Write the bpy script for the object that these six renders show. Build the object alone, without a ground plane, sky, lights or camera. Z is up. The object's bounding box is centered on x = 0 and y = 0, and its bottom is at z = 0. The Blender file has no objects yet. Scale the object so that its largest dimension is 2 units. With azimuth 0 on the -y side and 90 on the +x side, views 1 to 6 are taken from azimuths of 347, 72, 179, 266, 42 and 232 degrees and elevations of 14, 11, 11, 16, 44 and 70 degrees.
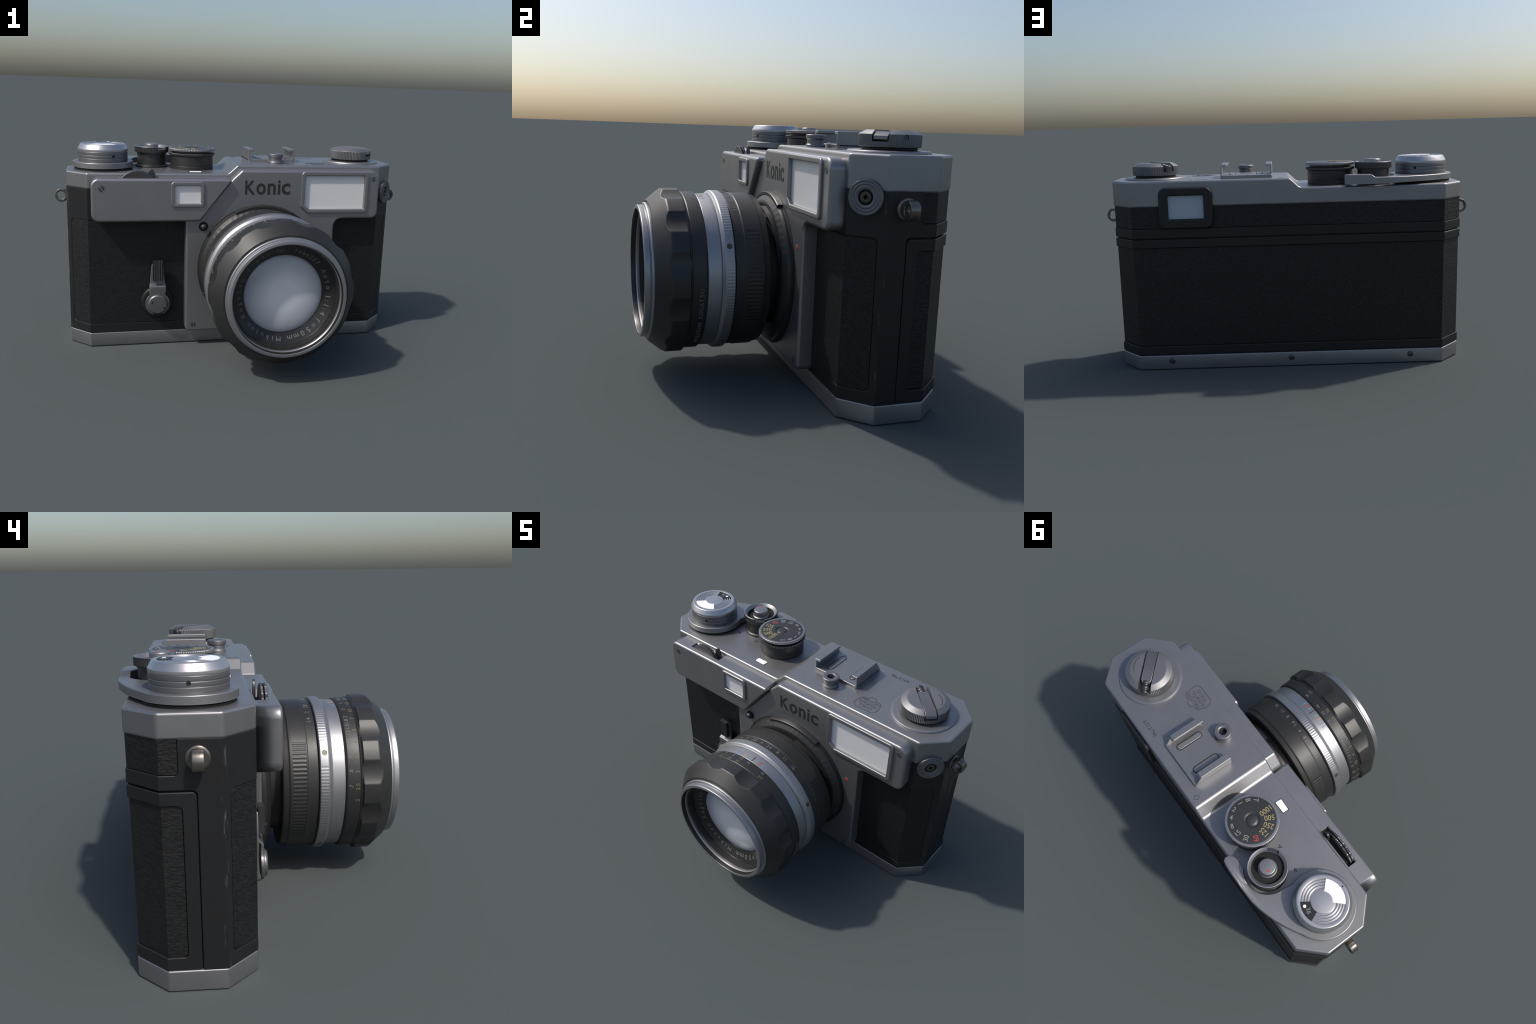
"""A vintage 35 mm rangefinder camera with a 50 mm lens, built part by part."""
import bpy, bmesh, math, random
from math import pi, sin, cos, radians, hypot, atan2
from mathutils import Vector, Matrix
from mathutils.geometry import tessellate_polygon

random.seed(7)
SC = bpy.context.scene.collection

# ------------------------------------------------------------------ materials
def new_mat(name):
    m = bpy.data.materials.new(name)
    m.use_nodes = True
    nt = m.node_tree
    return m, nt, nt.nodes["Principled BSDF"]

def N(nt, kind, **props):
    n = nt.nodes.new(kind)
    for k, v in props.items():
        setattr(n, k, v)
    return n

def noise(nt, scale, detail=4, rough=.55, vec=None):
    n = N(nt, "ShaderNodeTexNoise")
    n.inputs["Scale"].default_value = scale
    n.inputs["Detail"].default_value = detail
    n.inputs["Roughness"].default_value = rough
    if vec:
        nt.links.new(vec, n.inputs["Vector"])
    return n.outputs["Fac"]

def ramp(nt, fac, stops):
    r = N(nt, "ShaderNodeValToRGB")
    el = r.color_ramp.elements
    while len(el) < len(stops):
        el.new(.5)
    for e, (p, c) in zip(el, stops):
        e.position = p
        e.color = (*c, 1) if len(c) == 3 else c
    nt.links.new(fac, r.inputs["Fac"])
    return r.outputs["Color"]

def math_node(nt, op, a, b=None, clamp=False):
    n = N(nt, "ShaderNodeMath", operation=op, use_clamp=clamp)
    for i, v in enumerate((a, b)):
        if v is None:
            continue
        if isinstance(v, (int, float)):
            n.inputs[i].default_value = v
        else:
            nt.links.new(v, n.inputs[i])
    return n.outputs[0]

def scaled(nt, c, k):
    return tuple(min(1, x * k) for x in c)

def metal(name, col, rough=.42, metallic=.9, mottle=.10, grain=.02, spec=.5):
    """Satin chrome: faint cloudy mottling in tone and gloss, fine bead-blasted grain."""
    m, nt, b = new_mat(name)
    co = N(nt, "ShaderNodeTexCoord").outputs["Object"]
    n1 = noise(nt, 7, 5, .6, co)
    c = ramp(nt, n1, [(.3, scaled(nt, col, 1 - mottle)), (.7, scaled(nt, col, 1 + mottle))])
    nt.links.new(c, b.inputs["Base Color"])
    r = ramp(nt, noise(nt, 23, 4, .6, co), [(.3, (rough - .012,) * 3), (.7, (rough + .018,) * 3)])
    nt.links.new(r, b.inputs["Roughness"])
    b.inputs["Metallic"].default_value = metallic
    b.inputs["Specular IOR Level"].default_value = spec
    if grain:
        bp = N(nt, "ShaderNodeBump")
        bp.inputs["Strength"].default_value = grain
        bp.inputs["Distance"].default_value = .002
        nt.links.new(noise(nt, 420, 2, .5, co), bp.inputs["Height"])
        nt.links.new(bp.outputs["Normal"], b.inputs["Normal"])
    return m

def plain(name, col, rough=.4, metallic=0, spec=.5, coat=0, mottle=.1):
    m, nt, b = new_mat(name)
    co = N(nt, "ShaderNodeTexCoord").outputs["Object"]
    c = ramp(nt, noise(nt, 30, 4, .6, co), [(.3, scaled(nt, col, 1 - mottle)), (.7, scaled(nt, col, 1 + mottle))])
    nt.links.new(c, b.inputs["Base Color"])
    b.inputs["Roughness"].default_value = rough
    b.inputs["Metallic"].default_value = metallic
    b.inputs["Specular IOR Level"].default_value = spec
    b.inputs["Coat Weight"].default_value = coat
    return m

def leather(name, col):
    """Grained leatherette: diagonal wrinkles pressed into the sheet."""
    m, nt, b = new_mat(name)
    co = N(nt, "ShaderNodeTexCoord").outputs["Object"]
    warp = N(nt, "ShaderNodeTexNoise")
    warp.inputs["Scale"].default_value = 14
    nt.links.new(co, warp.inputs["Vector"])
    mix = N(nt, "ShaderNodeVectorMath", operation="MULTIPLY_ADD")
    nt.links.new(warp.outputs["Color"], mix.inputs[0])
    mix.inputs[1].default_value = (.008, .008, .008)
    nt.links.new(co, mix.inputs[2])
    sep = N(nt, "ShaderNodeSeparateXYZ")
    nt.links.new(mix.outputs[0], sep.inputs[0])
    side = math_node(nt, "SIGN", math_node(nt, "SUBTRACT", sep.outputs[1], .32))
    comb = N(nt, "ShaderNodeCombineXYZ")
    nt.links.new(math_node(nt, "MULTIPLY", sep.outputs[0], side), comb.inputs[0])
    nt.links.new(sep.outputs[1], comb.inputs[1])
    nt.links.new(sep.outputs[2], comb.inputs[2])
    rot = N(nt, "ShaderNodeMapping")
    rot.inputs["Rotation"].default_value = (0, radians(36), 0)
    nt.links.new(comb.outputs[0], rot.inputs["Vector"])
    mp = N(nt, "ShaderNodeMapping")
    mp.inputs["Scale"].default_value = (46, 62, 150)
    nt.links.new(rot.outputs["Vector"], mp.inputs["Vector"])
    g = noise(nt, 1.0, 3, .55, mp.outputs["Vector"])
    c = ramp(nt, g, [(.38, scaled(nt, col, .55)), (.62, scaled(nt, col, 1.3))])
    nt.links.new(c, b.inputs["Base Color"])
    bp = N(nt, "ShaderNodeBump")
    bp.inputs["Strength"].default_value = .7
    bp.inputs["Distance"].default_value = .004
    nt.links.new(g, bp.inputs["Height"])
    nt.links.new(bp.outputs["Normal"], b.inputs["Normal"])
    b.inputs["Roughness"].default_value = .52
    b.inputs["Specular IOR Level"].default_value = .35
    return m

def worn_paint(name, col):
    """Black enamel, rubbed through in short flecks along the two front side corners."""
    m, nt, b = new_mat(name)
    tc = N(nt, "ShaderNodeTexCoord").outputs["Object"]
    sep = N(nt, "ShaderNodeSeparateXYZ")
    nt.links.new(tc, sep.inputs[0])
    dx = math_node(nt, "SUBTRACT", math_node(nt, "ABSOLUTE", sep.outputs[0]), .9335)
    dy = math_node(nt, "SUBTRACT", sep.outputs[1], .218)
    d = math_node(nt, "SQRT", math_node(nt, "ADD", math_node(nt, "MULTIPLY", dx, dx), math_node(nt, "MULTIPLY", dy, dy)))
    near = math_node(nt, "SUBTRACT", 1, math_node(nt, "DIVIDE", d, .016), True)
    mp = N(nt, "ShaderNodeMapping")
    mp.inputs["Scale"].default_value = (60, 60, 9)
    nt.links.new(tc, mp.inputs["Vector"])
    sp = noise(nt, 1, 4, .65, mp.outputs["Vector"])
    band = ramp(nt, sp, [(.575, (0, 0, 0)), (.66, (1, 1, 1))])
    w = math_node(nt, "MULTIPLY", near, band, True)
    mx = N(nt, "ShaderNodeMix", data_type="RGBA")
    nt.links.new(w, mx.inputs["Factor"])
    mx.inputs["A"].default_value = (*col, 1)
    mx.inputs["B"].default_value = (.11, .11, .11, 1)
    nt.links.new(mx.outputs["Result"], b.inputs["Base Color"])
    b.inputs["Roughness"].default_value = .42
    b.inputs["Specular IOR Level"].default_value = .4
    return m

CHROME = metal("satin_chrome", (.298, .297, .303), .40, .80, .045)
PALE_CHROME = metal("polished_alloy", (.50, .50, .51), .36, .85, .05)
CAP_STEEL = metal("brushed_steel", (.23, .23, .237), .50, .75, .05)
MID_CHROME = metal("grey_steel", (.20, .20, .207), .42, .75, .08)
KNOB_STEEL = metal("dull_steel", (.17, .172, .178), .46, .7, .08)
DARK_CHROME = metal("darkened_steel", (.085, .085, .090), .42, .75, .10)
LENS_SILVER = metal("lens_alloy", (.34, .342, .355), .42, .8, .05)
LUG_STEEL = metal("worn_lug_steel", (.19, .175, .155), .32, .85, .45)
PAINT = worn_paint("black_enamel", (.014, .0145, .015))
LEATHER = leather("black_leatherette", (.012, .0122, .0125))
LENS_BLACK = plain("anodised_black", (.0245, .0243, .0238), .44, .05)
RUBBER = plain("black_plastic", (.010, .0105, .011), .5)
NEAR_BLACK = plain("near_black", (.004, .004, .004), .7)  # near-black colour; on hole and well discs it stands in for shade
INK_DARK = plain("engraving_fill", (.018, .019, .020), .6)
INK_GREY = plain("engraving_grey", (.060, .061, .066), .55, .3)
INK_WHITE = plain("white_ink", (.26, .26, .25), .6)
INK_DIM = plain("faded_white_ink", (.14, .14, .135), .6)
INK_YELLOW = plain("yellow_ink", (.17, .15, .07), .6)
INK_RED = plain("red_ink", (.26, .035, .032), .5)
INK_GREEN = plain("green_ink", (.13, .24, .20), .6)
INK_BLUE = plain("blue_ink", (.16, .21, .30), .6)
INK_ORANGE = plain("orange_ink", (.42, .20, .14), .6)
WHITE = plain("white_ink", (.50, .49, .46), .6)
INK_DIM = plain("faded_white_ink", (.16, .16, .155), .6)
INK_YELLOW = plain("yellow_ink", (.34, .29, .12), .6)
INK_RED = plain("red_ink", (.42, .06, .05), .5)
INK_GREEN = plain("green_ink", (.16, .28, .22), .6)
INK_BLUE = plain("blue_ink", (.16, .22, .34), .6)
INK_ORANGE = plain("orange_ink", (.50, .22, .14), .6)
WHITE = plain("white_enamel", (.93, .93, .93), .5, mottle=.005)
PANE = plain("frosted_window_pane", (.69, .69, .69), .3, mottle=.01)
PANE_BACK = plain("eyepiece_glass", (.42, .47, .53), .25, mottle=.01)
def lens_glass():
    """Coated front element: milky grey, with edge shading painted in as a darker tone toward the rim."""
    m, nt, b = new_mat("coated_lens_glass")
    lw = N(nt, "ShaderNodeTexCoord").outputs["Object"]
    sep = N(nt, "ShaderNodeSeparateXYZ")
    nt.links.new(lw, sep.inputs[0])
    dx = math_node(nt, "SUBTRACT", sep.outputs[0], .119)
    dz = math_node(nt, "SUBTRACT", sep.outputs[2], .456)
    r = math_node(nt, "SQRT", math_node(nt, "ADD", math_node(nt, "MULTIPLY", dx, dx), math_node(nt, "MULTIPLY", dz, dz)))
    c = ramp(nt, math_node(nt, "DIVIDE", r, .2018), [(.35, (.62, .635, .665)), (1, (.34, .36, .395))])  # dome shading put into the colour: pale centre, darker rim
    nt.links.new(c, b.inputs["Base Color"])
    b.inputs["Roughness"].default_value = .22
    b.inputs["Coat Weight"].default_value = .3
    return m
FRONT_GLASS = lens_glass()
BRASS = plain("dull_brass", (.085, .078, .058), .4, .5)

# ------------------------------------------------------------------ object helpers
def make(name, bm, mat, parent=None, smooth=35, recalc=True):
    if recalc:
        bmesh.ops.recalc_face_normals(bm, faces=bm.faces)
    me = bpy.data.meshes.new(name)
    bm.to_mesh(me)
    bm.free()
    return wrap(name, me, mat, parent, smooth)

def wrap(name, me, mat, parent=None, smooth=35):
    me.materials.clear()
    me.materials.append(mat)
    if smooth:
        me.shade_smooth()
        me.set_sharp_from_angle(angle=radians(smooth))
    else:
        me.shade_flat()
    ob = bpy.data.objects.new(name, me)
    SC.objects.link(ob)
    if parent:
        ob.parent = parent
    return ob

def bake(ob):
    """Apply the object's modifiers."""
    dg = bpy.context.evaluated_depsgraph_get()
    dg.update()
    me = bpy.data.meshes.new_from_object(ob.evaluated_get(dg))
    ob.modifiers.clear()
    old = ob.data
    ob.data = me
    bpy.data.meshes.remove(old)
    return ob

def bevel(ob, w, seg=3, angle=30, clamp=False):
    ob.data.shade_smooth()
    at = ob.data.attributes.get("sharp_edge")
    if at:
        ob.data.attributes.remove(at)
    m = ob.modifiers.new("b", "BEVEL")
    m.width = w
    m.segments = seg
    m.limit_method = "ANGLE"
    m.angle_limit = radians(angle)
    m.use_clamp_overlap = clamp
    m.harden_normals = True
    m.miter_outer = "MITER_ARC"
    return bake(ob)

def cut(ob, cutter_bm, smooth=35):
    bmesh.ops.recalc_face_normals(cutter_bm, faces=cutter_bm.faces)
    me = bpy.data.meshes.new("cutter")
    cutter_bm.to_mesh(me)
    cutter_bm.free()
    c = bpy.data.objects.new("cutter", me)
    SC.objects.link(c)
    m = ob.modifiers.new("c", "BOOLEAN")
    m.object = c
    m.operation = "DIFFERENCE"
    m.solver = "EXACT"
    bake(ob)
    bpy.data.objects.remove(c)
    if smooth:
        ob.data.shade_smooth()
        ob.data.set_sharp_from_angle(angle=radians(smooth))
    return ob

def box_bm(x0, x1, y0, y1, z0, z1, M=None):
    bm = bmesh.new()
    bmesh.ops.create_cube(bm, size=1)
    for v in bm.verts:
        v.co = Vector(((x0 + x1) / 2 + v.co.x * (x1 - x0), (y0 + y1) / 2 + v.co.y * (y1 - y0), (z0 + z1) / 2 + v.co.z * (z1 - z0)))
        if M:
            v.co = M @ v.co
    return bm

def box(name, x0, x1, y0, y1, z0, z1, mat, parent, bv=0, M=None):
    ob = make(name, box_bm(x0, x1, y0, y1, z0, z1, M), mat, parent)
    if bv:
        bevel(ob, bv, 2)
    return ob

def rounded(pts, radii, seg=5):
    """Polygon with each corner rounded; radii one number or one per corner."""
    n = len(pts)
    if isinstance(radii, (int, float)):
        radii = [radii] * n
    out = []
    for i in range(n):
        p, a, b, r = Vector(pts[i]), Vector(pts[i - 1]), Vector(pts[(i + 1) % n]), radii[i]
        if r <= 0:
            out.append(tuple(p))
            continue
        u, v = (a - p).normalized(), (b - p).normalized()
        ang = u.angle(v)
        t = r / math.tan(ang / 2)
        c = p + (u + v).normalized() * (r / sin(ang / 2))
        s, e = p + u * t - c, p + v * t - c
        a0 = atan2(s.y, s.x)
        da = (atan2(e.y, e.x) - a0 + pi) % (2 * pi) - pi
        for k in range(seg + 1):
            q = a0 + da * k / seg
            out.append((c.x + r * cos(q), c.y + r * sin(q)))
    return out

def signed_area(r):
    return sum(a[0] * b[1] - b[0] * a[1] for a, b in zip(r, r[1:] + r[:1])) / 2

def tidy(r, eps=1e-5):
    out = []
    for p in r:
        if not out or hypot(p[0] - out[-1][0], p[1] - out[-1][1]) > eps:
            out.append(tuple(p))
    if hypot(out[0][0] - out[-1][0], out[0][1] - out[-1][1]) < eps:
        out.pop()
    return out

def left_of(ring, e):
    """Shift a ring by e to its left (into the material), mitred."""
    out = []
    n = len(ring)
    for k in range(n):
        p, a, b = Vector(ring[k]), Vector(ring[k - 1]), Vector(ring[(k + 1) % n])
        d1, d2 = (p - a).normalized(), (b - p).normalized()
        n1, n2 = Vector((-d1.y, d1.x)), Vector((-d2.y, d2.x))
        m = n1 + n2
        m = m.normalized() if m.length > 1e-6 else n1
        out.append(tuple(p + m * e / max(.35, m.dot(n1))))
    return out

def fill(bm, rings, rows, flip=False):
    tris = tessellate_polygon([[Vector((x, y, 0)) for x, y in r] for r in rings])
    vs = [v for r in rows for v in r]
    for t in tris:
        f = [vs[k] for k in t]
        if len(set(f)) == 3:
            try:
                bm.faces.new(f if not flip else f[::-1])
            except ValueError:
                pass

def sheet_solid(rings, thick, place, bv=0, seg=3, folds=()):
    """Solid sheet: rings (outer, holes) in 2D, front edge rounded by bv; place(x, y, depth) -> 3D."""
    R = []
    for k, r in enumerate(rings):
        r = tidy(r)
        if (signed_area(r) > 0) != (k == 0):
            r.reverse()
        R.append(r)
    bm = bmesh.new()
    steps = [(thick, 0)]
    if bv:
        steps += [(bv * (1 - sin(t * pi / 2 / seg)), bv * (1 - cos(t * pi / 2 / seg))) for t in range(seg + 1)]
    else:
        steps += [(0, 0)]
    layers = []
    for depth, off in steps:
        layers.append([[bm.verts.new((x, y, -depth)) for x, y in (left_of(r, off) if off else r)] for r in R])
    for A, B in zip(layers, layers[1:]):
        for a, b in zip(A, B):
            n = len(a)
            for k in range(n):
                bm.faces.new((a[k], a[(k + 1) % n], b[(k + 1) % n], b[k]))
    last = [left_of(r, steps[-1][1]) if steps[-1][1] else r for r in R]
    fill(bm, last, layers[-1])
    fill(bm, R, layers[0], True)
    bmesh.ops.remove_doubles(bm, verts=bm.verts, dist=2e-6)
    bmesh.ops.dissolve_degenerate(bm, dist=1e-6, edges=bm.edges)
    for f in folds:
        bmesh.ops.bisect_plane(bm, geom=bm.verts[:] + bm.edges[:] + bm.faces[:], plane_co=(f, 0, 0), plane_no=(1, 0, 0), dist=1e-6)
    for v in bm.verts:
        v.co = Vector(place(v.co.x, v.co.y, -v.co.z))
    return bm

def weighted(ob, sharp=50):
    """Flat faces stay flat, roundings shade smoothly."""
    ob.data.shade_smooth()
    ob.data.set_sharp_from_angle(angle=radians(sharp))
    m = ob.modifiers.new("w", "WEIGHTED_NORMAL")
    m.mode = "FACE_AREA"
    m.weight = 100
    m.keep_sharp = True
    return bake(ob)

def plate_xz(name, rings, y_front, y_back, mat, parent, bv=.006, seg=4):
    t, sg = abs(y_back - y_front), (1 if y_back > y_front else -1)
    bm = sheet_solid(rings, t, lambda x, z, d: (x, y_front + sg * d, z), bv, seg)
    return weighted(make(name, bm, mat, parent))

def plate_xy(name, rings, z_top, z_bot, mat, parent, bv=.004, seg=3):
    bm = sheet_solid(rings, z_top - z_bot, lambda x, y, d: (x, y, z_top - d), bv, seg)
    return weighted(make(name, bm, mat, parent))

def soft(pts, r, seg=3, closed=False):
    """Round the corners of an open lathe profile."""
    out = []
    n = len(pts)
    for i, p in enumerate(pts):
        if not closed and i in (0, n - 1):
            out.append(p)
            continue
        p, a, b = Vector(p), Vector(pts[i - 1]), Vector(pts[(i + 1) % n])
        u, v = a - p, b - p
        la, lb = u.length, v.length
        if la < 1e-7 or lb < 1e-7:
            out.append(tuple(p))
            continue
        u.normalize()
        v.normalize()
        t = min(r, la * .45, lb * .45)
        for k in range(seg + 1):
            w = k / seg
            q = (p + u * t) * (1 - w) ** 2 + p * 2 * w * (1 - w) + (p + v * t) * w * w
            out.append(tuple(q))
    return out

def frame_of(axis):
    if axis == "z":
        return Vector((1, 0, 0)), Vector((0, 1, 0)), Vector((0, 0, 1))
    if axis == "y":                       # along the lens: angle runs from +x to +z
        return Vector((1, 0, 0)), Vector((0, 0, 1)), Vector((0, 1, 0))
    w = Vector(axis).normalized()
    u = Vector((0, 0, 1)).cross(w)
    u = u.normalized() if u.length > 1e-4 else Vector((1, 0, 0))
    return u, w.cross(u), w

def lathe_bm(profile, axis, centre, segs=96, rmod=None, loop=False):
    u, v, w = frame_of(axis)
    c = Vector(centre)
    bm = bmesh.new()
    rows = []
    for r, h in profile:
        if r < 1e-6:
            rows.append([bm.verts.new(c + w * h)])
        else:
            row = []
            for i in range(segs):
                t = 2 * pi * i / segs
                q = rmod(r, h, t) if rmod else r
                row.append(bm.verts.new(c + w * h + (u * cos(t) + v * sin(t)) * q))
            rows.append(row)
    pairs = list(zip(rows, rows[1:])) + ([(rows[-1], rows[0])] if loop else [])
    for a, b in pairs:
        if len(a) == 1 and len(b) == 1:
            continue
        for i in range(segs):
            j = (i + 1) % segs
            if len(a) == 1:
                bm.faces.new((a[0], b[i], b[j]))
            elif len(b) == 1:
                bm.faces.new((a[i], a[j], b[0]))
            else:
                bm.faces.new((a[i], a[j], b[j], b[i]))
    return bm

def lathe(name, profile, axis, centre, mat, parent, segs=96, rmod=None, loop=False, smooth=38, rad=.002):
    p = soft(profile, rad, 3, loop) if rad else profile
    return make(name, lathe_bm(p, axis, centre, segs, rmod, loop), mat, parent, smooth)

def disc(name, r, h0, h1, axis, centre, mat, parent, segs=48, rad=.0015):
    return lathe(name, [(0, h0), (r, h0), (r, h1), (0, h1)], axis, centre, mat, parent, segs, rad=rad)

def ribs(count, depth, lo, hi, duty=.5, only=None):
    """Knurl: press `count` grooves into the band lo<=h<=hi (where only(angle) holds)."""
    def f(r, h, t):
        if h < lo or h > hi or (only and not only(t)):
            return r
        return r - depth * (.5 - .5 * cos(count * t)) ** .8
    return f

# ---- lettering
def glyphs(text, size, depth=.001, bold=0, base=False):
    cu = bpy.data.curves.new("t", "FONT")
    cu.body = text
    cu.size = size
    cu.extrude = depth / 2
    cu.align_x = "CENTER"
    cu.align_y = "BOTTOM_BASELINE" if base else "CENTER"
    cu.offset = bold
    cu.resolution_u = 3
    ob = bpy.data.objects.new("t", cu)
    SC.objects.link(ob)
    dg = bpy.context.evaluated_depsgraph_get()
    me = bpy.data.meshes.new_from_object(ob.evaluated_get(dg))
    bpy.data.objects.remove(ob)
    bpy.data.curves.remove(cu)
    return me

def lettering(name, items, mat, parent, size, depth=.001, stretch=1.0, bold=0, base=False):
    """items: (text, origin, reading direction, up direction[, size]); joined into one mesh."""
    bm = bmesh.new()
    for it in items:
        text, o, xd, yd = it[:4]
        sz = it[4] if len(it) > 4 else size
        me = glyphs(text, sz, depth, bold, base)
        xd, yd = Vector(xd).normalized(), Vector(yd).normalized()
        zd = xd.cross(yd)
        M = Matrix((xd * stretch, yd, zd)).transposed().to_4x4()
        M.translation = Vector(o)
        me.transform(M)
        bm.from_mesh(me)
        bpy.data.meshes.remove(me)
    ob = make(name, bm, mat, parent, smooth=0, recalc=False)
    return ob

def stroke(path, width, up, lift, closed=False):
    """Flat-topped raised line along a 3D path lying on a surface with normal up."""
    bm = bmesh.new()
    up = Vector(up)
    n = len(path)
    rows = []
    for i, p in enumerate(path):
        a = Vector(path[i - 1] if (i or closed) else path[i])
        b = Vector(path[(i + 1) % n] if (i < n - 1 or closed) else path[i])
        side = (b - a).cross(up).normalized() * width / 2
        p = Vector(p)
        rows.append([bm.verts.new(p + side - up * .001), bm.verts.new(p + side + up * lift), bm.verts.new(p - side + up * lift), bm.verts.new(p - side - up * .001)])
    for a, b in list(zip(rows, rows[1:])) + ([(rows[-1], rows[0])] if closed else []):
        for k in range(3):
            bm.faces.new((a[k], a[k + 1], b[k + 1], b[k]))
    return bm

# ------------------------------------------------------------------ the thing
root = bpy.data.objects.new("rangefinder_camera", None)
SC.objects.link(root)
root["label"] = "vintage chrome and black leatherette rangefinder film camera with lens"
root["category"] = "film camera"

# ------------------------------------------------------------------ body
XS, XC = .9335, .824                    # side plane, start of the corner chamfer
YF, YF2, YB2, YB = .1075, .218, .424, .536
XM = .1                                # the run along the wall starts here, hidden behind the lens
LOOP = [(XM, YF), (-XC, YF), (-XS, YF2), (-XS, YB2), (-XC, YB), (XC, YB), (XS, YB2), (XS, YF2), (XC, YF), (XM, YF)]

def octagon(d=0):
    """Plan outline of the body, d further out."""
    k = d * math.tan(pi / 8)
    return [(-XC - k, YB + d), (-XS - d, YB2 + k), (-XS - d, YF2 - k), (-XC - k, YF - d), (XC + k, YF - d), (XS + d, YF2 - k), (XS + d, YB2 + k), (XC + k, YB + d)]

S = [0]
for a, b in zip(LOOP, LOOP[1:]):
    S.append(S[-1] + hypot(b[0] - a[0], b[1] - a[1]))

def s_at(x, y):
    best = None
    for i in range(len(LOOP) - 1):
        a, b = Vector(LOOP[i]), Vector(LOOP[i + 1])
        t = max(0, min(1, (Vector((x, y)) - a).dot(b - a) / (b - a).length_squared))
        d = (a + (b - a) * t - Vector((x, y))).length
        if best is None or d < best[0]:
            best = (d, S[i] + t * (b - a).length)
    return best[1]

def on_wall(s, z, d):
    o = octagon(d)
    pts = [(XM, YF - d), o[3], o[2], o[1], o[0], o[7], o[6], o[5], o[4], (XM, YF - d)]
    s = max(0, min(S[-1], s))
    for i in range(len(S) - 1):
        if s <= S[i + 1] + 1e-9:
            t = (s - S[i]) / (S[i + 1] - S[i])
            return (pts[i][0] + (pts[i + 1][0] - pts[i][0]) * t, pts[i][1] + (pts[i + 1][1] - pts[i][1]) * t, z)

def wall_sheet(name, rings, d_out, d_in, mat, bv=.004):
    """A panel laid round the octagonal wall; rings are given in (run along wall, height)."""
    bm = sheet_solid(rings, d_out - d_in, lambda s, z, d: on_wall(s, z, d_out - d), bv, 3, S[1:-1])
    return weighted(make(name, bm, mat, root), 30)

# solid filler core added under everything, mostly hidden
core = plate_xy("body_core", [octagon(-.016)], .900, .040, RUBBER, root, bv=0)

# smooth black shell: the sides, the frame round the front leather, and the belt round the back
sL_door, sR_door = s_at(-XS, .303), s_at(XS, .303)
sL_band, sR_band = s_at(-XS, .362), s_at(XS, .362)
sL_lea, sR_lea = s_at(-.913, .197), s_at(.913, .197)
SE = S[-1]
shell_outer = rounded([(0, .079), (sL_door, .079), (sL_door, .7245), (sR_door, .7245), (sR_door, .079), (SE, .079), (SE, .893), (sR_band, .893), (sR_band, .774), (sL_band, .774), (sL_band, .893), (0, .893)],
                      [.004, .004, .018, .018, .004, .004, .004, .004, .012, .012, .004, .004])
def lea_ring(a, b, e):
    return rounded([(a + e, .131 + e), (b - e, .131 + e), (b - e, .719 - e), (a + e, .719 - e)], .020)
wall_sheet("body_shell", [shell_outer, lea_ring(.02, sL_lea, 0), lea_ring(sR_lea, SE - .02, 0)], 0, -.014, PAINT, .0035)
wall_sheet("leather_panel", [lea_ring(.02, sL_lea, .001)], -.0010, -.014, LEATHER, .002)
wall_sheet("leather_panel", [lea_ring(sR_lea, SE - .02, .001)], -.0010, -.014, LEATHER, .002)

# back door: frame and its leather
sL_lin, sR_lin = s_at(-XS, .353), s_at(XS, .353)
def rect_ring(a, b, z0, z1, r):
    return rounded([(a, z0), (b, z0), (b, z1), (a, z1)], r)
wall_sheet("door_frame", [rect_ring(sL_door + .0025, sR_door - .0025, .0830, .7190, [.006, .006, .018, .018]), rect_ring(sL_lin, sR_lin, .131, .672, [.012, .012, .020, .020])], 0, -.014, PAINT, .0045)
wall_sheet("door_leather", [rect_ring(sL_lin + .001, sR_lin - .001, .132, .671, .014)], -.0065, -.014, LEATHER, .002)
wall_sheet("leather_band", [rect_ring(sL_band + .001, sR_band - .001, .7750, .892, .010)], -.0040, -.014, LEATHER, .002)

# ------------------------------------------------------------------ bottom plate
bot = plate_xy("base_plate", [octagon(.0)], .0795, .0, CHROME, root, bv=0)
bevel(bot, .006, 3, 25)
for x in (-.65, 0, .65):
    lathe("plate_screw", [(0, .002), (.010, .001), (.0165, -.003), (.019, -.0065), (.019, -.012), (0, -.012)], (0, 1, 0), (x, YB + .004, .0495), DARK_CHROME, bot, 32)

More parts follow.
